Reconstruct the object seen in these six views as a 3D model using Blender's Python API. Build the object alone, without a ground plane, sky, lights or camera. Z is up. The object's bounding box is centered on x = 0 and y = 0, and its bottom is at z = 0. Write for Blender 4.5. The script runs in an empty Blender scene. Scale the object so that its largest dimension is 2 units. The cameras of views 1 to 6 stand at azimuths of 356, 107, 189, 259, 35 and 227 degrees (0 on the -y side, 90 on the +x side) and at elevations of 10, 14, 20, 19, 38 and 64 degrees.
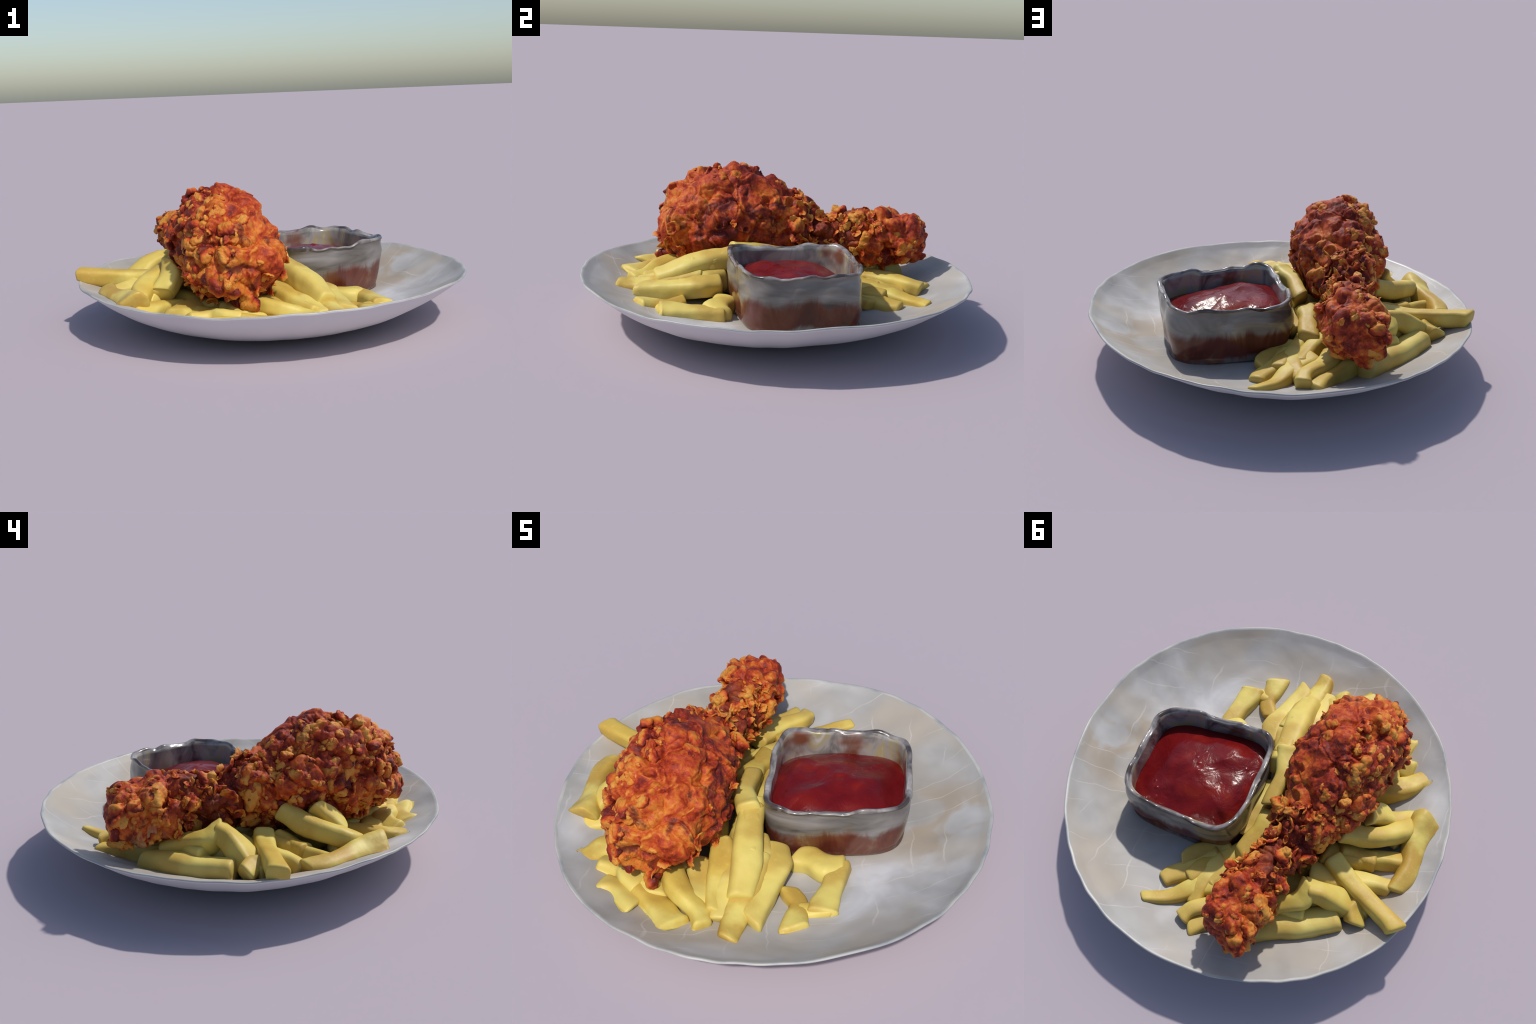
"""A plate with a fried chicken drumstick, french fries and a square glass cup of ketchup."""
import bpy, bmesh, math, random
import numpy as np
from mathutils import Vector, Matrix, Quaternion
from mathutils.kdtree import KDTree

random.seed(7)
RNG = np.random.default_rng(7)
COL = bpy.context.scene.collection


# ------------------------------------------------------------------ noise
_perm = np.random.default_rng(3).permutation(256)
_perm = np.concatenate([_perm, _perm, _perm])
_g = np.random.default_rng(4).normal(size=(256, 3))
_g /= np.linalg.norm(_g, axis=1)[:, None]


def perlin(p):
    """Gradient noise in about -0.7..0.7 for an (n, 3) array."""
    p = np.asarray(p, float)
    i = np.floor(p).astype(int)
    f = p - i
    i &= 255
    w = f * f * f * (f * (f * 6 - 15) + 10)
    out = np.zeros(len(p))
    for dx in (0, 1):
        for dy in (0, 1):
            for dz in (0, 1):
                h = _perm[_perm[_perm[i[:, 0] + dx] + i[:, 1] + dy] + i[:, 2] + dz]
                d = (_g[h] * (f - (dx, dy, dz))).sum(1)
                out += d * (w[:, 0] if dx else 1 - w[:, 0]) * (w[:, 1] if dy else 1 - w[:, 1]) * (w[:, 2] if dz else 1 - w[:, 2])
    return out


def fbm(p, octaves=3, gain=0.5):
    out, a = 0, 1.0
    for k in range(octaves):
        out = out + a * perlin(p * 2.0 ** k + 17.3 * k)
        a *= gain
    return out


def smoothstep(a, b, x):
    t = np.clip((x - a) / (b - a), 0, 1)
    return t * t * (3 - 2 * t)


def spline(ctrl, n):
    """Catmull-Rom through the control rows (uniform), n samples."""
    c = np.asarray(ctrl, float)
    if len(c) == 2:
        t = np.linspace(0, 1, n)[:, None]
        return c[0] * (1 - t) + c[1] * t
    c = np.vstack([2 * c[0] - c[1], c, 2 * c[-1] - c[-2]])
    t = np.linspace(0, len(c) - 3 - 1e-9, n)
    k = t.astype(int)
    f = (t - k)[:, None]
    a, b, d, e = c[k], c[k + 1], c[k + 2], c[k + 3]
    return 0.5 * (2 * b + (d - a) * f + (2 * a - 5 * b + 4 * d - e) * f ** 2 + (3 * b - a - 3 * d + e) * f ** 3)


# ------------------------------------------------------------------ mesh helpers
def mesh_from(name, verts, faces, smooth=True):
    me = bpy.data.meshes.new(name)
    me.from_pydata([tuple(v) for v in verts], [], faces)
    me.update()
    if smooth:
        me.polygons.foreach_set("use_smooth", [True] * len(me.polygons))
    return me


def add(name, me, parent=None, mats=()):
    ob = bpy.data.objects.new(name, me)
    COL.objects.link(ob)
    for m in mats:
        me.materials.append(m)
    if parent:
        ob.parent = parent
    return ob


def tag(ob, label, category):
    ob["label"] = label
    ob["category"] = category


def ring_faces(rows, n, closed_start=True, closed_end=True, base=0):
    f = []
    for r in range(rows - 1):
        for i in range(n):
            j = (i + 1) % n
            f.append((base + r * n + i, base + r * n + j, base + (r + 1) * n + j, base + (r + 1) * n + i))
    return f


def co_array(me):
    a = np.empty(len(me.vertices) * 3, np.float32)
    me.vertices.foreach_get("co", a)
    return a.reshape(-1, 3).astype(float)


def normal_array(me):
    a = np.empty(len(me.vertices) * 3, np.float32)
    me.vertex_normals.foreach_get("vector", a)
    return a.reshape(-1, 3).astype(float)


def set_co(me, c):
    me.vertices.foreach_set("co", np.ascontiguousarray(c, np.float32).ravel())
    me.update()


def voxel_remesh(me, size):
    tmp = bpy.data.objects.new("tmp", me)
    COL.objects.link(tmp)
    m = tmp.modifiers.new("r", "REMESH")
    m.mode, m.voxel_size = "VOXEL", size
    bpy.context.view_layer.update()
    out = bpy.data.meshes.new_from_object(tmp.evaluated_get(bpy.context.evaluated_depsgraph_get()))
    bpy.data.objects.remove(tmp)
    return out


# ------------------------------------------------------------------ node helper
class Nodes:
    def __init__(self, name):
        self.mat = bpy.data.materials.new(name)
        self.mat.use_nodes = True
        self.t = self.mat.node_tree
        self.bsdf = self.t.nodes["Principled BSDF"]
        self.co = self.t.nodes.new("ShaderNodeTexCoord").outputs["Object"]

    def put(self, sock, v):
        if isinstance(v, bpy.types.NodeSocket):
            self.t.links.new(v, sock)
        elif v is not None:
            if sock.type == "RGBA" and len(v) == 3:
                v = (*v, 1)
            sock.default_value = v

    def node(self, kind, props=None, **inputs):
        n = self.t.nodes.new(kind)
        for k, v in (props or {}).items():
            setattr(n, k, v)
        for k, v in inputs.items():
            self.put(n.inputs[k.replace("_", " ")], v)
        return n

    def mapping(self, scale=(1, 1, 1), rot=(0, 0, 0), loc=(0, 0, 0), co=None):
        return self.node("ShaderNodeMapping", Vector=co or self.co, Scale=scale, Rotation=rot, Location=loc).outputs[0]

    def noise(self, scale, detail=3, rough=0.55, co=None, distort=0.0):
        return self.node("ShaderNodeTexNoise", Vector=co or self.co, Scale=scale, Detail=detail, Roughness=rough, Distortion=distort).outputs["Fac"]

    def voronoi(self, scale, feature="F1", co=None, out="Distance", rnd=1.0):
        return self.node("ShaderNodeTexVoronoi", {"feature": feature}, Vector=co or self.co, Scale=scale, Randomness=rnd).outputs[out]

    def ramp(self, fac, stops, interp="LINEAR"):
        n = self.node("ShaderNodeValToRGB", Fac=fac)
        n.color_ramp.interpolation = interp
        e = n.color_ramp.elements
        while len(e) < len(stops):
            e.new(0.5)
        for el, (p, c) in zip(e, stops):
            el.position = p
            el.color = (*c, 1) if not isinstance(c, (int, float)) else (c, c, c, 1)
        return n.outputs[0]

    def step(self, v, a, b):
        n = self.node("ShaderNodeMapRange", {"interpolation_type": "SMOOTHSTEP"}, Value=v)
        n.inputs[1].default_value, n.inputs[2].default_value = a, b
        return n.outputs[0]

    def math(self, op, a, b=None):
        n = self.t.nodes.new("ShaderNodeMath")
        n.operation = op
        self.put(n.inputs[0], a)
        if b is not None:
            self.put(n.inputs[1], b)
        return n.outputs[0]

    def mix(self, fac, a, b, mode="MIX"):
        n = self.t.nodes.new("ShaderNodeMix")
        n.data_type, n.blend_type = "RGBA", mode
        self.put(n.inputs[0], fac)
        self.put(n.inputs[6], a)
        self.put(n.inputs[7], b)
        return n.outputs[2]

    def bump(self, h, strength=0.3, dist=0.01):
        n = self.node("ShaderNodeBump", Height=h, Strength=strength, Distance=dist)
        self.t.links.new(n.outputs[0], self.bsdf.inputs["Normal"])

    def xyz(self):
        return self.node("ShaderNodeSeparateXYZ", Vector=self.co).outputs

    def near(self, point, radius, soft=0.4):
        d = self.node("ShaderNodeVectorMath", {"operation": "DISTANCE"})
        self.put(d.inputs[0], self.co)
        d.inputs[1].default_value = point
        return self.step(d.outputs["Value"], radius, radius * soft)

    def finish(self, colour, rough=0.5, spec=0.5, **extra):
        self.put(self.bsdf.inputs["Base Color"], colour)
        self.put(self.bsdf.inputs["Roughness"], rough)
        self.put(self.bsdf.inputs["Specular IOR Level"], spec)
        for k, v in extra.items():
            self.put(self.bsdf.inputs[k.replace("_", " ")], v)
        return self.mat


# ------------------------------------------------------------------ materials
def glaze_material():
    n = Nodes("grey_glaze")
    big = n.noise(2.6, 3, 0.5, distort=0.6)
    warm = n.noise(1.7, 2, 0.5, co=n.mapping(loc=(5, 2, 1)))
    base = n.ramp(big, [(0.3, (0.32, 0.305, 0.288)), (0.48, (0.385, 0.372, 0.356)), (0.6, (0.45, 0.44, 0.435)), (0.72, (0.58, 0.575, 0.58))])
    base = n.mix(n.math("MULTIPLY", n.step(warm, 0.42, 0.60), 0.85), base, (0.405, 0.355, 0.29))
    tan = n.math("MULTIPLY", n.near((0.70, 0.33, 0.14), 0.36), n.step(n.noise(5, 3, distort=0.8), 0.38, 0.58))
    base = n.mix(n.math("MULTIPLY", tan, 0.8), base, (0.37, 0.30, 0.225))
    # pale glaze threads: wavering parallel lines that fade in and out
    for ang, gap, seed in ((0.86, 0.105, 0), (-0.45, 0.17, 7)):
        wav = n.noise(2.4, 3, 0.5, co=n.mapping(loc=(seed, 1, 0)))
        fine = n.noise(14, 2, 0.5, co=n.mapping(loc=(1, seed, 0)))
        x = n.node("ShaderNodeSeparateXYZ", Vector=n.mapping((1, 1, 1), (0, 0, ang))).outputs[0]
        u = n.math("ADD", n.math("MULTIPLY", x, 1 / gap), n.math("ADD", n.math("MULTIPLY", wav, 1.5), n.math("MULTIPLY", fine, 0.16)))
        d = n.math("ABSOLUTE", n.math("SUBTRACT", n.math("FRACT", u), 0.5))
        fade = n.step(n.noise(3.2, 2, co=n.mapping(loc=(seed, 0, 3))), 0.46, 0.62)
        base = n.mix(n.math("MULTIPLY", n.step(d, 0.030, 0.010), n.math("MULTIPLY", fade, 0.42)), base, (0.62, 0.57, 0.52))
    n.bump(n.noise(7, 3), 0.15, 0.02)
    return n.finish(base, 0.5, 0.3)


def underside_material():
    n = Nodes("bare_white_clay")
    c = n.mix(n.noise(3, 2), (0.66, 0.65, 0.67), (0.72, 0.71, 0.72))
    return n.finish(c, 0.75, 0.25)


def rim_material():
    n = Nodes("rim_glaze")
    c = n.ramp(n.noise(6, 4), [(0.3, (0.27, 0.29, 0.30)), (0.5, (0.42, 0.41, 0.38)), (0.7, (0.50, 0.49, 0.46))])
    return n.finish(c, 0.4, 0.45)


def cup_material():
    n = Nodes("grey_streaked_glass")
    z = n.xyz()[2]
    streak = n.noise(5, 4, 0.6, co=n.mapping((1.2, 1.2, 0.45)), distort=1.2)
    tone_noise = n.noise(4, 3, 0.5, co=n.mapping((0.7, 0.7, 3.0), loc=(3, 1, 0)), distort=1.0)
    grey = n.ramp(tone_noise, [(0.30, (0.05, 0.052, 0.055)), (0.44, (0.13, 0.116, 0.108)), (0.58, (0.20, 0.18, 0.17)), (0.68, (0.26, 0.24, 0.23)), (0.8, (0.40, 0.38, 0.38))])
    brown = n.ramp(streak, [(0.3, (0.055, 0.013, 0.009)), (0.5, (0.11, 0.024, 0.014)), (0.62, (0.14, 0.045, 0.026)), (0.75, (0.19, 0.12, 0.07))])
    wob = n.math("MULTIPLY_ADD", streak, 0.16)
    wob.node.inputs[2].default_value = -0.08
    zz = n.math("ADD", z, wob)
    band = n.math("MULTIPLY", n.step(zz, 0.285, 0.235), n.step(zz, 0.105, 0.145))
    col = n.mix(band, grey, brown)
    return n.finish(col, 0.22, 0.4, Coat_Weight=0.25, Coat_Roughness=0.08)


def cup_inner_material():
    n = Nodes("grey_streaked_glass_inside")
    tone_noise = n.noise(5, 4, 0.55, co=n.mapping((1.5, 1.5, 0.8)), distort=1.3)
    c = n.ramp(tone_noise, [(0.3, (0.05, 0.05, 0.055)), (0.45, (0.19, 0.18, 0.165)), (0.56, (0.30, 0.28, 0.26)), (0.66, (0.34, 0.29, 0.15)), (0.78, (0.48, 0.45, 0.46))])
    c = n.mix(n.step(n.noise(4, 3, co=n.mapping(loc=(9, 3, 3))), 0.55, 0.7), c, (0.16, 0.055, 0.03))
    return n.finish(c, 0.2, 0.6, Coat_Weight=0.5, Coat_Roughness=0.1)


def cup_rim_material():
    n = Nodes("glass_lip")
    c = n.ramp(n.noise(9, 3, distort=0.8), [(0.36, (0.06, 0.045, 0.042)), (0.5, (0.17, 0.15, 0.145)), (0.64, (0.32, 0.29, 0.275)), (0.74, (0.55, 0.52, 0.50))])  # brightest stops paint white highlights on the dark lip
    return n.finish(c, 0.2, 0.4, Coat_Weight=0.3, Coat_Roughness=0.08)


def ketchup_material():
    n = Nodes("ketchup_gloss")
    c = n.ramp(n.noise(5, 4, 0.55, distort=1.0), [(0.3, (0.105, 0.003, 0.005)), (0.5, (0.15, 0.006, 0.006)), (0.66, (0.20, 0.012, 0.006)), (0.78, (0.25, 0.03, 0.008))])
    n.bump(n.math("ADD", n.noise(13, 4, 0.55, distort=1.2), n.math("MULTIPLY", n.step(n.voronoi(26), 0.35, 0.1), n.math("MULTIPLY", n.step(n.noise(6, 2), 0.5, 0.6), 0.5))), 0.4, 0.014)
    return n.finish(c, 0.24, 0.28)


def fry_material():
    n = Nodes("fried_potato")
    rnd = n.node("ShaderNodeObjectInfo").outputs["Random"]
    base = n.ramp(rnd, [(0.0, (0.50, 0.32, 0.060)), (0.25, (0.63, 0.47, 0.095)), (0.55, (0.70, 0.57, 0.165)), (0.8, (0.61, 0.445, 0.085)), (1.0, (0.49, 0.30, 0.055))])
    base = n.mix(n.step(n.noise(7, 3, 0.5), 0.42, 0.68), base, (0.69, 0.56, 0.145))
    base = n.mix(n.math("MULTIPLY", n.step(n.noise(3.6, 2, co=n.mapping(loc=(4, 4, 4))), 0.48, 0.68), 0.65), base, (0.46, 0.27, 0.045))
    grain = n.noise(70, 3)
    base = n.mix(n.math("MULTIPLY", n.step(grain, 0.55, 0.75), 0.25), base, (0.72, 0.58, 0.16))
    n.bump(n.noise(30, 4), 0.15, 0.01)
    return n.finish(base, 0.5, 0.35, Subsurface_Weight=0.0)


RED_RAMP = [(0.30, (0.075, 0.008, 0.006)), (0.40, (0.21, 0.018, 0.008)), (0.47, (0.39, 0.045, 0.010)), (0.54, (0.51, 0.105, 0.015)), (0.61, (0.57, 0.19, 0.026)), (0.74, (0.63, 0.285, 0.052))]


def crust_material(name, mode):
    n = Nodes(name)
    co = n.co
    if mode == "crumb":
        shift = n.node("ShaderNodeVectorMath", {"operation": "MULTIPLY_ADD"})
        n.put(shift.inputs[0], n.co)
        shift.inputs[1].default_value = (0.03, 0.03, 0.03)
        rnd = n.node("ShaderNodeObjectInfo").outputs["Random"]
        n.put(shift.inputs[2], n.node("ShaderNodeCombineXYZ", X=n.math("MULTIPLY", rnd, 37.0), Y=n.math("MULTIPLY", rnd, 91.0), Z=rnd).outputs[0])
        co = shift.outputs[0]
    grain = n.noise(95, 4, 0.65, co=co)
    patch = n.noise(6.5, 5, 0.64, co=co, distort=0.6)
    blot = n.noise(7, 5, 0.62, co=n.mapping(loc=(3, 7, 1), co=co), distort=0.8)
    fine = n.noise(30, 4, 0.6, co=n.mapping(loc=(1, 2, 9), co=co))
    f = n.math("ADD", n.math("MULTIPLY", patch, 0.62), n.math("MULTIPLY", fine, 0.38))
    if mode == "skin":
        # dry batter ridges turn golden where they stand clear of the sauce
        ridge = n.step(n.node("ShaderNodeNewGeometry").outputs["Pointiness"], 0.50, 0.60)
        f = n.math("ADD", f, n.math("MULTIPLY", n.math("SUBTRACT", ridge, 0.25), 0.16))
        f = n.math("ADD", f, n.math("MULTIPLY", n.step(n.xyz()[1], -0.40, -0.62), 0.035))
        c = n.ramp(f, RED_RAMP)
        c = n.mix(n.math("MULTIPLY", n.step(blot, 0.53, 0.64), 0.85), c, (0.075, 0.008, 0.010))
        y = n.xyz()[1]
        bone = n.math("MULTIPLY", n.step(n.math("ADD", y, n.math("MULTIPLY", patch, 0.25)), 0.12, 0.24), n.step(n.math("ADD", y, n.math("MULTIPLY", blot, 0.2)), 0.50, 0.42))
        c = n.mix(n.math("MULTIPLY", bone, 0.8), c, n.ramp(fine, [(0.35, (0.06, 0.007, 0.006)), (0.65, (0.20, 0.022, 0.009))]))
        pale = n.math("MULTIPLY", n.near((-0.545, 0.50, 0.27), 0.11), n.step(n.noise(12, 3, co=n.mapping((1, 3, 1))), 0.40, 0.58))
        c = n.mix(n.math("MULTIPLY", pale, 0.8), c, (0.55, 0.33, 0.15))
    else:
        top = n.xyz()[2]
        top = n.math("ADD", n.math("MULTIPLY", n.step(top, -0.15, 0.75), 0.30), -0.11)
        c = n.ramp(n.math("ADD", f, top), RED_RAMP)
        c = n.mix(n.math("MULTIPLY", n.step(blot, 0.60, 0.70), 0.7), c, (0.10, 0.010, 0.008))
    c = n.mix(n.math("MULTIPLY", n.step(grain, 0.56, 0.72), 0.30), c, (0.66, 0.24, 0.07))
    c = n.mix(n.math("MULTIPLY", n.step(grain, 0.45, 0.30), 0.5), c, (0.20, 0.012, 0.007))
    n.bump(n.math("ADD", n.math("MULTIPLY", fine, 1.5), grain), 0.35, 0.006)
    return n.finish(c, 0.55, 0.22)


M_GLAZE, M_UNDER, M_RIM = glaze_material(), underside_material(), rim_material()
M_CUP, M_CUPIN, M_LIP, M_KETCHUP = cup_material(), cup_inner_material(), cup_rim_material(), ketchup_material()
M_FRY = fry_material()
M_SKIN, M_CRUMB = crust_material("red_crust", "skin"), crust_material("golden_crumb", "crumb")


# ------------------------------------------------------------------ plate
def rim_radius(a):
    return (0.986 + 0.008 * np.cos(a) + 0.004 * np.cos(2 * a) - 0.003 * np.sin(2 * a) - 0.006 * np.sin(4 * a) + 0.0055 * np.cos(4 * a)
            + 0.0022 * np.sin(13 * a + 1.0 + 2.0 * np.sin(2 * a)) * (0.6 + 0.6 * np.sin(3 * a)) + 0.0018 * np.sin(31 * a + 3 * np.sin(5 * a)))


def rim_height(a):
    return 0.2562 + 0.0034 * np.cos(a) + 0.0067 * np.sin(a) - 0.0049 * np.cos(3 * a) + 0.003 * np.sin(9 * a + 2 + np.sin(3 * a)) + 0.0015 * np.sin(23 * a + 2 * np.sin(4 * a))


def plate_top(x, y):
    """Height of the eating surface at (x, y), arrays."""
    a = np.arctan2(y, x)
    k = np.hypot(x, y) / rim_radius(a)
    steep = 4.2 + 0.9 * np.cos(a - 0.5)                       # the wall slopes more gently behind the drumstick
    return 0.100 + (rim_height(a) - 0.100) * np.clip(k, 0, 1.02) ** steep + 0.011 * (1 - 0.8 * np.maximum(0, np.cos(a + 0.7))) * np.exp(-((k - 0.89) / 0.08) ** 2)


def build_plate():
    n = 256
    a = np.linspace(0, 2 * math.pi, n, endpoint=False)
    R, H = rim_radius(a), rim_height(a)
    verts, mat_rows = [], []

    def row(r, z, m):
        verts.append(np.stack([r * np.cos(a), r * np.sin(a), z + 0 * a], 1))
        mat_rows.append(m)

    ks = [0.02, 0.08, 0.15] + list(np.linspace(0.2, 0.975, 52))
    for k in ks[:-1]:                                         # eating side
        x, y = k * R * np.cos(a), k * R * np.sin(a)
        z = plate_top(x, y)
        q = np.stack([x, y, 0 * x], 1)
        fade = smoothstep(0.25, 0.7, k)
        z = z + fade * (0.010 * fbm(q * 3.1, 2) + 0.006 * fbm(q * 8 + 9, 2))
        row(k * R, z, 0)
    row(0.984 * R, H - 0.006, 0)
    row(0.993 * R, H - 0.001, 1)
    row(0.998 * R, H - 0.002, 1)
    row(1.000 * R, H - 0.007, 1)
    row(0.994 * R, H - 0.014, 2)
    for k in np.linspace(0.97, 0.02, 40):                     # underside
        z = np.maximum(0, (k - 0.2) / 0.8) ** (2.75 + 0.15 * np.maximum(0, np.cos(a + 0.9)) - 0.35 * np.maximum(0, np.cos(a - 0.7))) * (H - 0.004)
        row(k * R, np.minimum(z, H - 0.018) + 0 * a, 2)
    rows = len(verts)
    V = np.concatenate(verts)
    F = ring_faces(rows, n)
    V = np.vstack([V, [[0, 0, 0.1], [0, 0, 0]]])
    top, bot = rows * n, rows * n + 1
    F = [f[::-1] for f in F]
    F += [(top, i, (i + 1) % n) for i in range(n)]
    b = (rows - 1) * n
    F += [(bot, b + (i + 1) % n, b + i) for i in range(n)]
    me = mesh_from("plate", V, F)
    ob = add("dinner_plate", me, None, (M_GLAZE, M_RIM, M_UNDER))
    for i, p in enumerate(me.polygons):
        if i < (rows - 1) * n:
            p.material_index = mat_rows[i // n + 1]
        elif p.index >= (rows - 1) * n + n:
            p.material_index = 2
    tag(ob, "shallow round hand-made plate with streaky grey glaze", "plate")


# ------------------------------------------------------------------ cup of ketchup
CUP_RIM = np.array([(0.125, -0.215, 0.383), (0.630, 0.085, 0.380), (0.408, 0.524, 0.394), (-0.100, 0.304, 0.392)])
CUP_BASE = np.array([(0.128, -0.178, 0.110), (0.578, 0.092, 0.110), (0.405, 0.512, 0.110), (-0.088, 0.300, 0.110)])


def grow(corners, k):
    c = corners.mean(0) * (1, 1, 0)
    return (corners - c) * (k, k, 1) + c


CUP_RIM, CUP_BASE = grow(CUP_RIM, 1.125), grow(CUP_BASE, 1.15)


def quad_point(corners, u, v):
    u, v = (u + 1) / 2, (v + 1) / 2
    a, b, c, d = corners
    return (a * ((1 - u) * (1 - v))[:, None] + b * (u * (1 - v))[:, None] + c * (u * v)[:, None] + d * ((1 - u) * v)[:, None])


def squircle(n, power):
    t = np.linspace(0, 2 * math.pi, n, endpoint=False)
    c, s = np.cos(t), np.sin(t)
    r = (np.abs(c) ** power + np.abs(s) ** power) ** (-1 / power)
    return c * r, s * r


def cup_ring(h, shrink, n=160, power=4.6):
    """Ring at height fraction h (0 base, 1 lip); shrink scales towards the axis."""
    u, v = squircle(n, power)
    mid = CUP_BASE * (1 - h) + CUP_RIM * h
    return quad_point(mid, u * shrink, v * shrink)


def build_cup():
    n = 160
    rows, mats = [], []

    def put(ring, m):
        rows.append(ring)
        mats.append(m)

    def wob(p, amp):
        d = np.stack([perlin(p * 9 + 3), perlin(p * 9 + 40), 0.7 * perlin(p * 8 + 80)], 1)
        return p + amp * d

    put(cup_ring(0.0, 0.90), 0)
    put(cup_ring(0.0, 1.00), 0)
    put(cup_ring(0.03, 1.02), 0)
    for h in np.linspace(0.08, 0.97, 26):
        bulge = 0.985 + 0.04 * math.sin(math.pi * h) - 0.012 * smoothstep(0.75, 0.9, h) + 0.012 * smoothstep(0.9, 0.97, h)
        put(wob(cup_ring(h, bulge), 0.018), 0)
    t = np.linspace(0, 2 * math.pi, n, endpoint=False)
    wave = -0.004 - 0.006 * np.cos(4 * t) + 0.006 * np.sin(5 * t + 1) + 0.005 * np.sin(11 * t + 2) + 0.003 * np.sin(19 * t)
    for s, dz in ((1.0, -0.004), (0.99, 0.003), (0.968, 0.005), (0.945, 0.002), (0.93, -0.006)):
        ring = wob(cup_ring(1.0, s), 0.010)
        ring[:, 2] += dz + wave
        put(ring, 1)
    for h in np.linspace(0.95, 0.30, 14):
        put(wob(cup_ring(h, 0.915), 0.010), 2)
    put(cup_ring(0.28, 0.4), 2)
    V = np.concatenate(rows)
    F = ring_faces(len(rows), n)
    F.append(tuple(range(n))[::-1])
    b = (len(rows) - 1) * n
    F.append(tuple(range(b, b + n)))
    me = mesh_from("cup", V, F)
    root = bpy.data.objects.new("ketchup_cup", None)
    COL.objects.link(root)
    centre = CUP_BASE.mean(0)
    root.location = centre
    tag(root, "square grey-streaked glass cup filled with glossy ketchup", "dip cup")
    cup = add("glass_cup", me, root, (M_CUP, M_LIP, M_CUPIN))
    cup.matrix_parent_inverse = Matrix.Translation(-Vector(centre))
    for i, p in enumerate(me.polygons):
        p.material_index = mats[min(i // n + 1, len(mats) - 1)] if i < (len(rows) - 1) * n else (0 if i == (len(rows) - 1) * n else 2)
    # ketchup: a thick swirled fill, dug away at one corner
    g = 90
    s = np.linspace(-1, 1, g)
    U, W = np.meshgrid(s, s)
    U, W = U.ravel(), W.ravel()
    m = np.maximum(np.abs(U), np.abs(W))                       # square grid -> squircle
    r = np.hypot(U, W) + 1e-9
    c, sn = U / r, W / r
    reach = (np.abs(c) ** 4.6 + np.abs(sn) ** 4.6) ** (-1 / 4.6)
    u, v = c * reach * m, sn * reach * m
    P = quad_point(CUP_BASE * 0.4 + CUP_RIM * 0.6, u * 0.945, v * 0.945)
    swirl = r * 5.5 + np.arctan2(W, U) * 1.0
    z = (0.257 + 0.086 * (1 - m ** 2.2) + 0.006 * np.sin(swirl) * (1 - m ** 4) + 0.030 * fbm(np.stack([U * 1.6, W * 1.6, 0 * U], 1) + 5, 2) * (1 - m ** 6)
         + 0.018 * (U * -0.4 - W * 0.1) + 0.006 * smoothstep(0.8, 1.0, m) + 0.022 * smoothstep(0.2, 1.0, -U) * smoothstep(1.3, 0.3, np.abs(W + 0.2)) - 0.030 * smoothstep(0.9, 1.9, W - U))
    P[:, 2] = z
    F = [(j * g + i, j * g + i + 1, (j + 1) * g + i + 1, (j + 1) * g + i) for j in range(g - 1) for i in range(g - 1)]
    edge = [i for i in range(g)] + [j * g + g - 1 for j in range(1, g)] + [(g - 1) * g + i for i in range(g - 2, -1, -1)] + [j * g for j in range(g - 2, 0, -1)]
    base = len(P)
    low = P[edge].copy()
    low[:, 2] = 0.22
    P = np.vstack([P, low])
    ne = len(edge)
    F += [(edge[(i + 1) % ne], edge[i], base + i, base + (i + 1) % ne) for i in range(ne)]
    F.append(tuple(base + i for i in range(ne))[::-1])
    k = add("ketchup", mesh_from("ketchup", P, F), root, (M_KETCHUP,))
    k.matrix_parent_inverse = Matrix.Translation(-Vector(centre))


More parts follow.
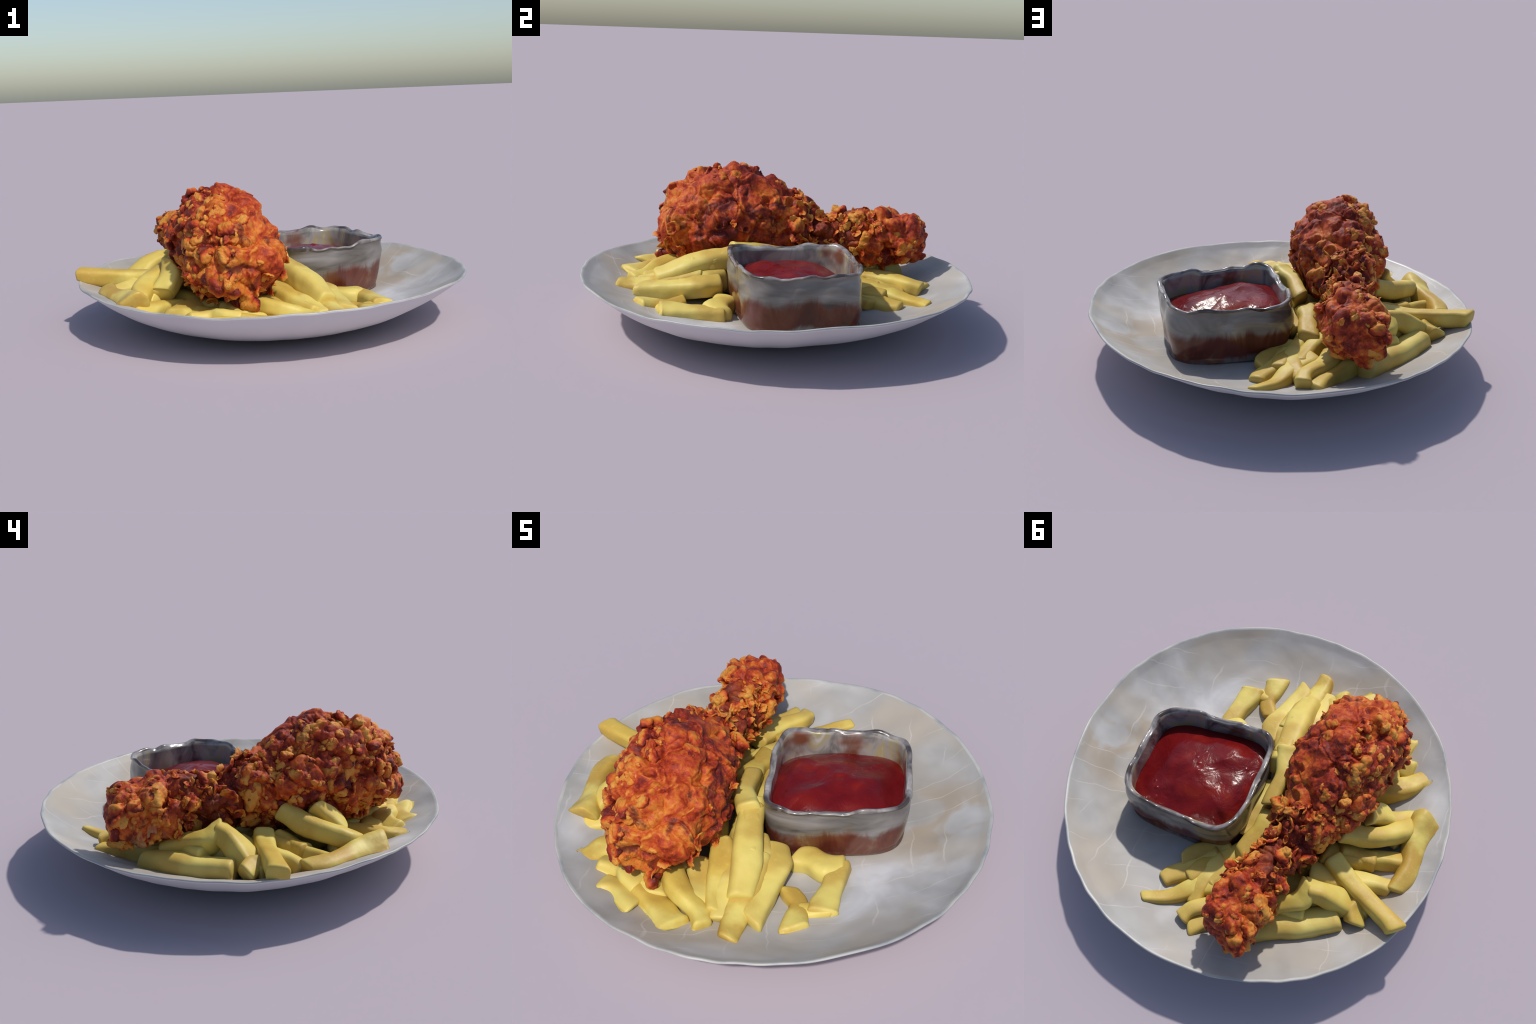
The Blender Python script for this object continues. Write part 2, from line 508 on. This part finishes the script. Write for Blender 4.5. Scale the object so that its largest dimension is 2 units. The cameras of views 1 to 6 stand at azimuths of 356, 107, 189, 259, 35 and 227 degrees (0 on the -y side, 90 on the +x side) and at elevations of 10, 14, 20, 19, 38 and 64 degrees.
# ------------------------------------------------------------------ fries
def fry_mesh(spine, w, h, roll, seed, taper=(1.0, 1.0), sharp=3.2):
    rows, n = 30, 28
    C = spline(spine, rows)
    L = np.linalg.norm(np.diff(C, axis=0), axis=1).sum()
    T = np.gradient(C, axis=0)
    T /= np.linalg.norm(T, axis=1)[:, None]
    t = np.linspace(0, 2 * math.pi, n, endpoint=False)
    c, s = np.cos(t), np.sin(t)
    rings = []
    rr = np.random.default_rng(seed)
    sharp = sharp - 0.3 + rr.uniform(0, 1.8)
    r = (np.abs(c) ** sharp + np.abs(s) ** sharp) ** (-1 / sharp)
    c, s = c * r, s * r
    f = np.linspace(0, 1, rows)[:, None]
    C = C + np.sin(math.pi * f) * rr.normal(size=3) * (0.012, 0.012, 0.006) + np.sin(2 * math.pi * f) * rr.normal(size=3) * (0.008, 0.008, 0.004)
    skew = rr.uniform(-0.35, 0.35, 4)
    twist = rr.uniform(-0.5, 0.5)
    for i in range(rows):
        f = i / (rows - 1)
        d = T[i]
        up = np.array([0, 0, 1.0]) - d * d[2]
        if np.linalg.norm(up) < 0.2:
            up = np.array([1.0, 0, 0]) - d * d[0]
        up /= np.linalg.norm(up)
        side = np.cross(d, up)
        ang = roll + twist * (f - 0.5)
        a, b = math.cos(ang) * side + math.sin(ang) * up, math.cos(ang) * up - math.sin(ang) * side
        k = taper[0] * (1 - f) + taper[1] * f
        swell = 1 + 0.12 * math.sin(f * 5 + seed)
        x, y = c * w / 2 * k * swell, s * h / 2 * k
        ring = C[i] + np.outer(x, a) + np.outer(y, b)
        # slanted cut at both ends
        lim = 0.25 * w
        g0, g1 = max(0, 1 - f * L / lim), max(0, 1 - (1 - f) * L / lim)
        ring += np.outer((skew[0] * x + skew[1] * y) * g0 + (skew[2] * x + skew[3] * y) * g1, d)
        rings.append(ring)

    def cap(i, sign):
        d = T[i] * sign
        mid = rings[i].mean(0)
        return [mid + (rings[i] - mid) * q + d * e for q, e in ((0.96, 0.006), (0.86, 0.011), (0.6, 0.014), (0.25, 0.015))]

    rings = cap(0, -1)[::-1] + rings + cap(rows - 1, 1)
    V = np.concatenate(rings)
    mid = np.repeat([q.mean(0) for q in rings], n, axis=0)
    out = V - mid
    V = V + out * (0.17 * perlin(V * 7 + seed * 3.1) + 0.08 * perlin(V * 20 + seed))[:, None]
    # what would sink into the plate is pressed flat on it
    V[:, 2] = np.maximum(V[:, 2], plate_top(V[:, 0], V[:, 1]) - 0.004)
    F = ring_faces(len(rings), n)
    F.append(tuple(range(n))[::-1])
    b = (len(rings) - 1) * n
    F.append(tuple(range(b, b + n)))
    return V, [f[::-1] for f in F]


# spine points, width, thickness, roll, (taper)
# the heap on the left side
LEFT_HEAP = [
    ([(-0.52, -0.01, 0.255), (-0.75, 0.01, 0.258), (-0.970, 0.025, 0.270)], 0.095, 0.085, 0.1, (0.9, 1.05)),
    ([(-0.685, -0.505, 0.212), (-0.755, -0.31, 0.216), (-0.825, -0.135, 0.208)], 0.125, 0.115, 0.45, (1.05, 0.75)),
    ([(-0.47, -0.12, 0.34), (-0.57, -0.26, 0.285), (-0.655, -0.410, 0.230)], 0.105, 0.10, 0.2, (1, 0.9)),
    ([(-0.70, -0.03, 0.21), (-0.805, 0.125, 0.205)], 0.10, 0.10, 0.6, (1, 0.9)),
    ([(-0.38, -0.42, 0.170), (-0.505, -0.690, 0.162)], 0.115, 0.105, 0.2, (1, 0.8)),
    ([(-0.51, -0.26, 0.36), (-0.555, -0.345, 0.22)], 0.11, 0.10, 0.0, (0.75, 1.15)),
    ([(-0.50, -0.08, 0.22), (-0.655, -0.165, 0.205)], 0.105, 0.10, 0.4, (1, 0.9)),
    ([(-0.550, 0.190, 0.300), (-0.525, 0.31, 0.250), (-0.465, 0.43, 0.195)], 0.105, 0.115, 0.15, (0.95, 1.05)),
    ([(-0.40, 0.42, 0.19), (-0.50, 0.36, 0.20), (-0.60, 0.27, 0.215)], 0.10, 0.10, 0.3, (1, 1)),
    ([(-0.555, 0.205, 0.305), (-0.63, 0.155, 0.27), (-0.705, 0.105, 0.215)], 0.115, 0.11, 0.3, (0.9, 1.0)),
    ([(-0.490, 0.515, 0.170), (-0.615, 0.340, 0.178), (-0.735, 0.168, 0.190)], 0.130, 0.115, 0.15, (1, 1)),
    ([(-0.58, -0.36, 0.195), (-0.66, -0.33, 0.20)], 0.09, 0.09, 0.5, (1, 0.8)),
    ([(-0.45, 0.05, 0.17), (-0.62, 0.0, 0.165), (-0.75, -0.1, 0.17)], 0.10, 0.09, 0.3, (1, 0.9)),
    ([(-0.40, 0.22, 0.16), (-0.57, 0.12, 0.16), (-0.68, 0.03, 0.165)], 0.10, 0.09, 0.2, (1, 0.9)),
]
# under the knuckle and behind the cup
BACK_FANS = [
    ([(-0.285, 0.715, 0.155), (-0.36, 0.58, 0.155), (-0.43, 0.42, 0.16)], 0.105, 0.09, 0.25, (0.85, 1.1)),
    ([(-0.225, 0.705, 0.175), (-0.27, 0.58, 0.178), (-0.33, 0.40, 0.18)], 0.095, 0.085, 0.1, (0.9, 1)),
    ([(-0.015, 0.775, 0.150), (-0.12, 0.63, 0.150), (-0.235, 0.45, 0.165)], 0.095, 0.075, 0.1, (0.7, 1.05)),
    ([(0.000, 0.640, 0.120), (-0.035, 0.52, 0.130), (-0.085, 0.36, 0.140)], 0.105, 0.085, 0.2, (0.9, 1.0)),
    ([(-0.090, 0.540, 0.145), (-0.12, 0.42, 0.150), (-0.16, 0.24, 0.165)], 0.095, 0.09, 0.2, (0.9, 1.0)),
    ([(-0.17, 0.50, 0.155), (-0.22, 0.36, 0.165), (-0.26, 0.2, 0.17)], 0.10, 0.09, 0.2, (0.9, 1.0)),
    ([(-0.190, 0.300, 0.200), (-0.185, 0.16, 0.215), (-0.150, 0.03, 0.23)], 0.12, 0.11, 0.1, (0.85, 1.05)),
]
# between the drumstick and the cup
CUP_SIDE = [
    ([(-0.105, 0.010, 0.290), (-0.035, -0.10, 0.318), (0.040, -0.220, 0.330)], 0.100, 0.118, 0.05, (0.9, 1.0)),
    ([(0.030, -0.18, 0.318), (0.095, -0.29, 0.302), (0.152, -0.395, 0.280)], 0.100, 0.105, 0.1, (1.05, 0.75)),
    ([(0.015, -0.15, 0.312), (0.135, -0.37, 0.268), (0.207, -0.555, 0.190)], 0.135, 0.13, 0.2, (0.9, 0.85)),
    ([(0.165, -0.36, 0.205), (0.222, -0.57, 0.172), (0.268, -0.735, 0.145)], 0.125, 0.11, 0.15, (1.0, 0.85)),
    ([(0.185, -0.24, 0.195), (0.265, -0.33, 0.182), (0.305, -0.44, 0.162), (0.298, -0.610, 0.145)], 0.130, 0.110, 0.2, (0.8, 0.95)),
    ([(0.335, -0.375, 0.125), (0.40, -0.44, 0.118), (0.460, -0.550, 0.120)], 0.110, 0.085, 0.1, (0.7, 1.05)),
    ([(0.430, -0.140, 0.118), (0.475, -0.28, 0.120), (0.510, -0.410, 0.118)], 0.105, 0.085, 0.1, (1, 1.1)),
    ([(0.525, -0.385, 0.120), (0.43, -0.44, 0.118)], 0.075, 0.07, 0.1, (1, 1)),
    ([(0.265, -0.185, 0.118), (0.345, -0.165, 0.130), (0.450, -0.130, 0.122)], 0.125, 0.10, 0.0, (1.1, 0.9)),
]
# in front of the drumstick
FRONT_HEAP = [
    ([(-0.035, -0.33, 0.220), (0.060, -0.50, 0.190), (0.145, -0.655, 0.160)], 0.105, 0.10, 0.2, (1.05, 0.9)),
    ([(-0.120, -0.585, 0.205), (0.015, -0.665, 0.180), (0.142, -0.735, 0.155)], 0.100, 0.085, 0.3, (1, 0.95)),
    ([(-0.175, -0.700, 0.150), (-0.06, -0.755, 0.150), (0.050, -0.800, 0.155)], 0.145, 0.085, 0.3, (0.9, 1)),
    ([(-0.345, -0.775, 0.165), (-0.255, -0.785, 0.160), (-0.165, -0.800, 0.155)], 0.125, 0.085, 0.35, (0.9, 1)),
    ([(-0.435, -0.680, 0.165), (-0.33, -0.665, 0.170), (-0.215, -0.690, 0.165)], 0.125, 0.09, 0.3, (0.9, 1)),
    ([(-0.25, -0.52, 0.17), (-0.20, -0.62, 0.165), (-0.12, -0.71, 0.155)], 0.12, 0.10, 0.2, (1, 0.9)),
    ([(-0.06, -0.47, 0.17), (0.03, -0.58, 0.155), (0.09, -0.66, 0.145)], 0.12, 0.10, 0.2, (1, 0.9)),
]
# joining and filling pieces
FILLERS = [
    ([(-0.50, 0.10, 0.205), (-0.66, -0.02, 0.20), (-0.80, -0.12, 0.195)], 0.11, 0.10, 0.3, (1, 0.8)),
    ([(-0.46, -0.02, 0.21), (-0.60, -0.12, 0.205), (-0.74, -0.26, 0.185)], 0.11, 0.10, 0.4, (1, 0.85)),
    ([(-0.55, 0.20, 0.20), (-0.68, 0.08, 0.20), (-0.80, 0.03, 0.195)], 0.10, 0.09, 0.3, (1, 0.85)),
    ([(-0.42, 0.30, 0.18), (-0.54, 0.22, 0.185), (-0.66, 0.10, 0.19)], 0.11, 0.10, 0.3, (1, 0.9)),
    ([(-0.48, -0.36, 0.165), (-0.58, -0.45, 0.165), (-0.66, -0.52, 0.172)], 0.09, 0.08, 0.2, (1, 0.9)),
    ([(-0.40, -0.55, 0.155), (-0.27, -0.62, 0.155), (-0.14, -0.66, 0.155)], 0.12, 0.10, 0.1, (1, 1)),
    ([(0.06, -0.34, 0.20), (0.12, -0.50, 0.175), (0.18, -0.66, 0.15)], 0.11, 0.09, 0.1, (1, 0.9)),
    ([(0.10, -0.27, 0.20), (0.17, -0.33, 0.19), (0.23, -0.42, 0.17)], 0.12, 0.12, 0.1, (1, 0.9)),
    ([(-0.02, -0.09, 0.19), (-0.075, 0.05, 0.19), (-0.125, 0.18, 0.18)], 0.12, 0.11, 0.0, (1, 0.9)),
    ([(-0.10, 0.30, 0.155), (-0.04, 0.40, 0.145), (0.01, 0.50, 0.13)], 0.10, 0.08, 0.1, (1, 0.8)),
    ([(-0.20, 0.62, 0.15), (-0.16, 0.50, 0.15), (-0.14, 0.36, 0.155)], 0.10, 0.08, 0.1, (0.8, 1)),
]
# the bed under the drumstick
BED = [
    ([(-0.36, -0.30, 0.15), (-0.24, -0.42, 0.15), (-0.10, -0.52, 0.15)], 0.12, 0.10, 0.2, (1, 1)),
    ([(-0.46, -0.22, 0.165), (-0.36, -0.34, 0.165), (-0.30, -0.50, 0.165)], 0.12, 0.11, 0.2, (1, 1)),
    ([(-0.30, 0.05, 0.15), (-0.22, -0.12, 0.16), (-0.10, -0.30, 0.165)], 0.12, 0.11, 0.2, (1, 1)),
    ([(-0.10, 0.0, 0.16), (-0.02, -0.18, 0.175), (0.06, -0.34, 0.175)], 0.13, 0.12, 0.2, (1, 1)),
    ([(-0.42, 0.15, 0.145), (-0.36, -0.02, 0.15), (-0.32, -0.2, 0.155)], 0.12, 0.10, 0.2, (1, 1)),
    ([(-0.33, 0.32, 0.145), (-0.24, 0.15, 0.15), (-0.16, -0.02, 0.155)], 0.12, 0.10, 0.2, (1, 1)),
]


def build_fries():
    for i, (spine, w, h, roll, taper) in enumerate(LEFT_HEAP + BACK_FANS + CUP_SIDE + FRONT_HEAP + FILLERS + BED):
        V, F = fry_mesh(spine, w, h, roll, i + 1, taper)
        o = V.mean(0)
        ob = add("french_fry", mesh_from("french_fry", V - o, F), None, (M_FRY,))
        ob.location = o
        tag(ob, "soft thick-cut pale yellow french fry", "french fry")


# ------------------------------------------------------------------ drumstick
# y along the bone, axis x, axis z, then the radius along eight spokes
# (right, upper right, top, upper left, left, lower left, bottom, lower right as seen from the meaty end)
SECTIONS = [
    (-0.742, -0.240, 0.408, (0.030, 0.030, 0.030, 0.030, 0.030, 0.030, 0.030, 0.030)),
    (-0.730, -0.240, 0.408, (0.090, 0.085, 0.080, 0.080, 0.080, 0.080, 0.085, 0.090)),
    (-0.700, -0.240, 0.410, (0.170, 0.150, 0.142, 0.130, 0.123, 0.108, 0.112, 0.141)),
    (-0.640, -0.241, 0.417, (0.247, 0.214, 0.204, 0.171, 0.149, 0.140, 0.150, 0.210)),
    (-0.560, -0.242, 0.426, (0.277, 0.248, 0.245, 0.197, 0.176, 0.168, 0.181, 0.248)),
    (-0.460, -0.253, 0.437, (0.288, 0.254, 0.266, 0.208, 0.206, 0.202, 0.218, 0.270)),
    (-0.360, -0.260, 0.448, (0.282, 0.254, 0.294, 0.220, 0.220, 0.226, 0.240, 0.284)),
    (-0.260, -0.275, 0.450, (0.268, 0.246, 0.282, 0.220, 0.224, 0.222, 0.240, 0.268)),
    (-0.160, -0.297, 0.438, (0.238, 0.236, 0.252, 0.218, 0.212, 0.196, 0.224, 0.242)),
    (-0.070, -0.313, 0.424, (0.198, 0.212, 0.227, 0.206, 0.184, 0.164, 0.210, 0.210)),
    (0.020, -0.327, 0.406, (0.140, 0.148, 0.172, 0.172, 0.150, 0.134, 0.180, 0.160)),
    (0.100, -0.339, 0.390, (0.116, 0.118, 0.132, 0.134, 0.124, 0.120, 0.148, 0.132)),
    (0.180, -0.351, 0.382, (0.108, 0.112, 0.116, 0.122, 0.122, 0.118, 0.136, 0.128)),
    (0.260, -0.358, 0.376, (0.098, 0.108, 0.116, 0.122, 0.124, 0.116, 0.136, 0.122)),
    (0.340, -0.380, 0.382, (0.122, 0.124, 0.134, 0.138, 0.140, 0.142, 0.150, 0.142)),
    (0.420, -0.402, 0.388, (0.140, 0.148, 0.146, 0.154, 0.154, 0.156, 0.164, 0.158)),
    (0.500, -0.419, 0.389, (0.126, 0.158, 0.154, 0.156, 0.156, 0.160, 0.154, 0.150)),
    (0.570, -0.431, 0.387, (0.116, 0.146, 0.142, 0.156, 0.152, 0.142, 0.130, 0.148)),
    (0.635, -0.442, 0.386, (0.108, 0.122, 0.111, 0.136, 0.132, 0.134, 0.130, 0.134)),
    (0.672, -0.454, 0.386, (0.090, 0.092, 0.090, 0.096, 0.096, 0.090, 0.088, 0.090)),
    (0.688, -0.447, 0.380, (0.026, 0.026, 0.026, 0.026, 0.026, 0.026, 0.026, 0.026)),
]
CRUST = 0.026                                                 # room left for the lumpy coating


def drumstick_core():
    S = spline([(y, cx, cz, *r) for y, cx, cz, r in SECTIONS], 120)
    n = 96
    t = np.linspace(0, 2 * math.pi, n, endpoint=False)
    k = (t / (2 * math.pi) * 8)
    i = k.astype(int)
    f = k - i
    w = f * f * (3 - 2 * f) * 0.5 + f * 0.5
    rings = []
    for row in S:
        y, cx, cz, r = row[0], row[1], row[2], np.maximum(row[3:], 0.012)
        rad = r[i % 8] * (1 - w) + r[(i + 1) % 8] * w
        coat = CRUST * (0.75 - 0.45 * np.cos(t - 0.6)) if y < 0.1 else CRUST
        rad = np.maximum(rad - coat, 0.35 * rad)
        rings.append(np.stack([cx + rad * np.cos(t), y + CRUST * 0.8 * smoothstep(-0.6, -0.74, y) - CRUST * 0.8 * smoothstep(0.6, 0.69, y) + 0 * t, cz + rad * np.sin(t)], 1))
    V = np.concatenate(rings)
    F = ring_faces(len(rings), n)
    F.append(tuple(range(n))[::-1])
    b = (len(rings) - 1) * n
    F.append(tuple(range(b, b + n)))
    return mesh_from("core", V, [f[::-1] for f in F])


def crumbliness(p, nrm):
    """1 where the coating is popcorn-like (the left flank and the leg), 0 where it is a smooth sauced skin."""
    left = smoothstep(0.25, -0.25, nrm[:, 0] + 0.25 * nrm[:, 1] + 0.5 * perlin(p * 4 + 31))
    leg = smoothstep(-0.05, 0.10, p[:, 1])
    return np.clip(np.maximum(left, 0.75 * leg), 0.12, 1)


def seeds(p, count, rmin, rmax):
    pick = RNG.integers(0, len(p), count)
    tree = KDTree(count)
    for i, k in enumerate(pick):
        tree.insert(p[k], i)
    tree.balance()
    return tree, RNG.uniform(rmin, rmax, count)


def displace_core(me):
    p, nrm = co_array(me), normal_array(me)
    rough = crumbliness(p, nrm)
    warp = p + 0.045 * np.stack([fbm(p * 7 + k, 3) for k in (0, 9, 19)], 1)
    ends = smoothstep(-0.74, -0.55, p[:, 1]) * (1 - 0.6 * smoothstep(0.35, 0.5, p[:, 1]))
    h = 0.026 * ends * fbm(p * 4.5 + 2, 2) + 0.026 * fbm(warp * 10 + 8, 2) + 0.010 * np.abs(perlin(warp * 17 + 3))
    # overlapping sheets of skin and batter: every cell sits at its own height, with steep ragged edges
    for count, amp in ((60, 0.034), (260, 0.010)):
        tree, val = seeds(p, count, 0, 1)
        step = np.zeros(len(p))
        for v in range(len(p)):
            (_, i, d0), (_, j, d1) = tree.find_n(warp[v], 2)
            t = min(1.0, (d1 - d0) / 0.022)
            mid = 0.5 * (val[i] + val[j])
            step[v] = mid + (val[i] - mid) * t - 0.25 * max(0.0, 1 - (d1 - d0) / 0.010)
        h += amp * step
    # folds
    fold = 1 - np.abs(perlin(warp * 6.0 + 50) * 3.2)
    h -= 0.022 * np.clip(fold, 0, 1) ** 3
    # a few deep hollows where the coating has pulled apart
    tree, rad = seeds(p, 26, 0.018, 0.040)
    for v in range(len(p)):
        _, i, d = tree.find(warp[v])
        if d < rad[i]:
            h[v] -= 0.030 * (1 - (d / rad[i]) ** 2)
    # popcorn lumps: spherical caps around scattered seeds
    small = p + 0.006 * np.stack([perlin(p * 40), perlin(p * 40 + 9), perlin(p * 40 + 19)], 1)
    for count, rmin, rmax, gain, floor in ((420, 0.032, 0.062, 0.50, 0.08), (1100, 0.016, 0.036, 0.55, 0.03), (1500, 0.008, 0.016, 0.40, 0.0)):
        tree, rad = seeds(p, count, rmin, rmax)
        lump = np.zeros(len(p))
        for v in range(len(p)):
            best = 0.0
            for co, i, d in tree.find_n(small[v], 4):
                q = 1 - (d / rad[i]) ** 2
                if q > 0:
                    best = max(best, rad[i] * math.sqrt(q))
            lump[v] = best
        h += gain * lump * (floor + (1 - floor) * rough)
    h += 0.0014 * fbm(p * 45, 2) + 0.004 * np.clip(perlin(p * 24 + 5), 0, 1)
    h -= np.mean(h) - 0.012
    h = np.where(h > 0.032, 0.032 + 0.022 * np.tanh((h - 0.032) / 0.022), h)                            # no horns
    set_co(me, p + nrm * h[:, None])
    return rough


def popcorn_mesh(seed):
    """A clump of rounded batter nodules melted into one another; local z points away from the meat."""
    rr = np.random.default_rng(100 + seed)
    parts_v, parts_f, base = [], [], 0
    bm = bmesh.new()
    bmesh.ops.create_icosphere(bm, subdivisions=3, radius=1)
    B = np.array([v.co for v in bm.verts])
    BF = [tuple(v.index for v in f.verts) for f in bm.faces]
    bm.free()
    for k in range(rr.integers(3, 7)):
        rad = 0.72 if k == 0 else rr.uniform(0.26, 0.55)
        way = rr.normal(size=3) * (1.0, 1.0, 0.45)
        off = np.zeros(3) if k == 0 else way / np.linalg.norm(way) * rr.uniform(0.45, 0.62 + 0.5 * rad)
        parts_v.append(B * rad * rr.uniform(0.8, 1.2, 3) + off)
        parts_f += [tuple(i + base for i in f) for f in BF]
        base += len(B)
    me = voxel_remesh(mesh_from("crust_crumb", np.concatenate(parts_v), parts_f), 0.085)
    V, N = co_array(me), normal_array(me)
    s = seed * 13.7
    V = V + N * (0.42 * perlin(V * 1.3 + s) + 0.16 * perlin(V * 3.5 + s) + 0.06 * perlin(V * 9 + s))[:, None]
    V[:, 2] *= 0.8
    set_co(me, V)
    me.polygons.foreach_set("use_smooth", [True] * len(me.polygons))
    me.update()
    return me


def flake_mesh(seed):
    """A curled chip of batter: a bent, ragged disc with thickness."""
    rings, n = 9, 40
    rr = np.random.default_rng(seed)
    bend, bend2, rag = rr.uniform(0.35, 0.9), rr.uniform(-0.4, 0.5), rr.uniform(0, 100)
    t = np.linspace(0, 2 * math.pi, n, endpoint=False)
    edge = 1 + 0.28 * perlin(np.stack([np.cos(t) * 1.3, np.sin(t) * 1.3, 0 * t], 1) + rag) * 2 + 0.10 * perlin(np.stack([np.cos(t) * 4, np.sin(t) * 4, 0 * t], 1) + rag)
    V = []
    for side in (1, -1):
        rs = np.linspace(0.06, 1, rings) if side == 1 else np.linspace(1, 0.06, rings)
        for r in rs:
            x, y = r * edge * np.cos(t), 0.75 * r * edge * np.sin(t)
            z = bend * x * x + bend2 * y * y + 0.35 * perlin(np.stack([x * 3, y * 3, 0 * x], 1) + rag)
            th = 0.20 * math.sqrt(max(0.02, 1 - r ** 4))
            V.append(np.stack([x, y, z + side * th], 1))
    V = np.concatenate(V)
    F = ring_faces(2 * rings, n)
    F.append(tuple(range(n))[::-1])
    b = (2 * rings - 1) * n
    F.append(tuple(range(b, b + n)))
    return mesh_from("crust_flake", V, [f[::-1] for f in F])


def build_drumstick():
    root = bpy.data.objects.new("fried_drumstick", None)
    COL.objects.link(root)
    base = Vector((-0.28, -0.30, 0.20))
    root.location = base
    inv = Matrix.Translation(-base)
    tag(root, "spicy red fried chicken drumstick with craggy crust", "fried chicken")
    me = voxel_remesh(drumstick_core(), 0.0058)
    rough = displace_core(me)
    me.polygons.foreach_set("use_smooth", [True] * len(me.polygons))
    me.update()
    p, nrm = co_array(me), normal_array(me)
    # split by region, keeping the shared normals at the cuts
    cuts = (("meaty_end", -9, 0.10), ("shank", 0.10, 0.40), ("knuckle", 0.40, 9))
    nf = len(me.polygons)
    cen = np.empty(nf * 3, np.float32)
    me.polygons.foreach_get("center", cen)
    cy = cen.reshape(-1, 3)[:, 1]
    faces = [tuple(f.vertices) for f in me.polygons]
    for name, lo, hi in cuts:
        sel = [faces[i] for i in np.nonzero((cy >= lo) & (cy < hi))[0]]
        used = sorted({v for f in sel for v in f})
        new = {v: i for i, v in enumerate(used)}
        part = mesh_from(name, p[used], [tuple(new[v] for v in f) for f in sel])
        part.normals_split_custom_set_from_vertices([tuple(q) for q in nrm[used]])
        ob = add(name, part, root, (M_SKIN,))
        ob.matrix_parent_inverse = inv
    # crumbs and curled flakes baked onto the coating
    crumbs = [popcorn_mesh(k) for k in range(14)]
    flakes = [flake_mesh(k) for k in range(7)]
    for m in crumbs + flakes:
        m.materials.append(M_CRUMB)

    def scatter(name, meshes, count, weight, size, lift, stand, gap):
        w = weight / weight.sum()
        order = RNG.choice(len(p), count * 6, p=w)
        done = []
        for k in order:
            if len(done) >= count:
                break
            q = p[k]
            if done and min(np.sum((np.array(done) - q) ** 2, axis=1)) < gap ** 2:
                continue
            done.append(q)
            s = RNG.uniform(*size)
            ob = bpy.data.objects.new(name, meshes[RNG.integers(len(meshes))])
            COL.objects.link(ob)
            up = Vector(nrm[k] + RNG.normal(size=3) * stand).normalized()
            rot = up.to_track_quat("Z", "Y") @ Quaternion((0, 0, 1), RNG.uniform(0, 6.28))
            ob.parent = root
            ob.matrix_parent_inverse = inv
            ob.location = Vector(q) + Vector(nrm[k]) * lift * s
            ob.rotation_mode = "QUATERNION"
            ob.rotation_quaternion = rot
            ob.scale = (s * RNG.uniform(0.8, 1.25), s * RNG.uniform(0.8, 1.2), s * RNG.uniform(0.8, 1.1))

    y = p[:, 1]
    leg = smoothstep(-0.05, 0.12, y)
    scatter("crust_crumb", crumbs, 120, 0.006 + (rough - 0.12) ** 2 * (1 - 0.7 * leg), (0.034, 0.062), -0.45, 0.35, 0.055)
    scatter("crust_crumb", crumbs, 150, 0.006 + (rough - 0.12) ** 2 * (1 - 0.6 * leg), (0.015, 0.032), -0.25, 0.4, 0.030)
    skirt = smoothstep(0.05, 0.45, -nrm[:, 2]) * (y > -0.70)
    mid = leg * (1 - smoothstep(0.42, 0.5, y))
    scatter("crust_flake", flakes, 110, 0.004 + mid * (0.5 + 0.5 * (nrm[:, 2] > -0.4)) + 0.35 * skirt * (1 - leg), (0.020, 0.040), 0.0, 0.35, 0.03)


build_plate()
build_cup()
build_fries()
build_drumstick()
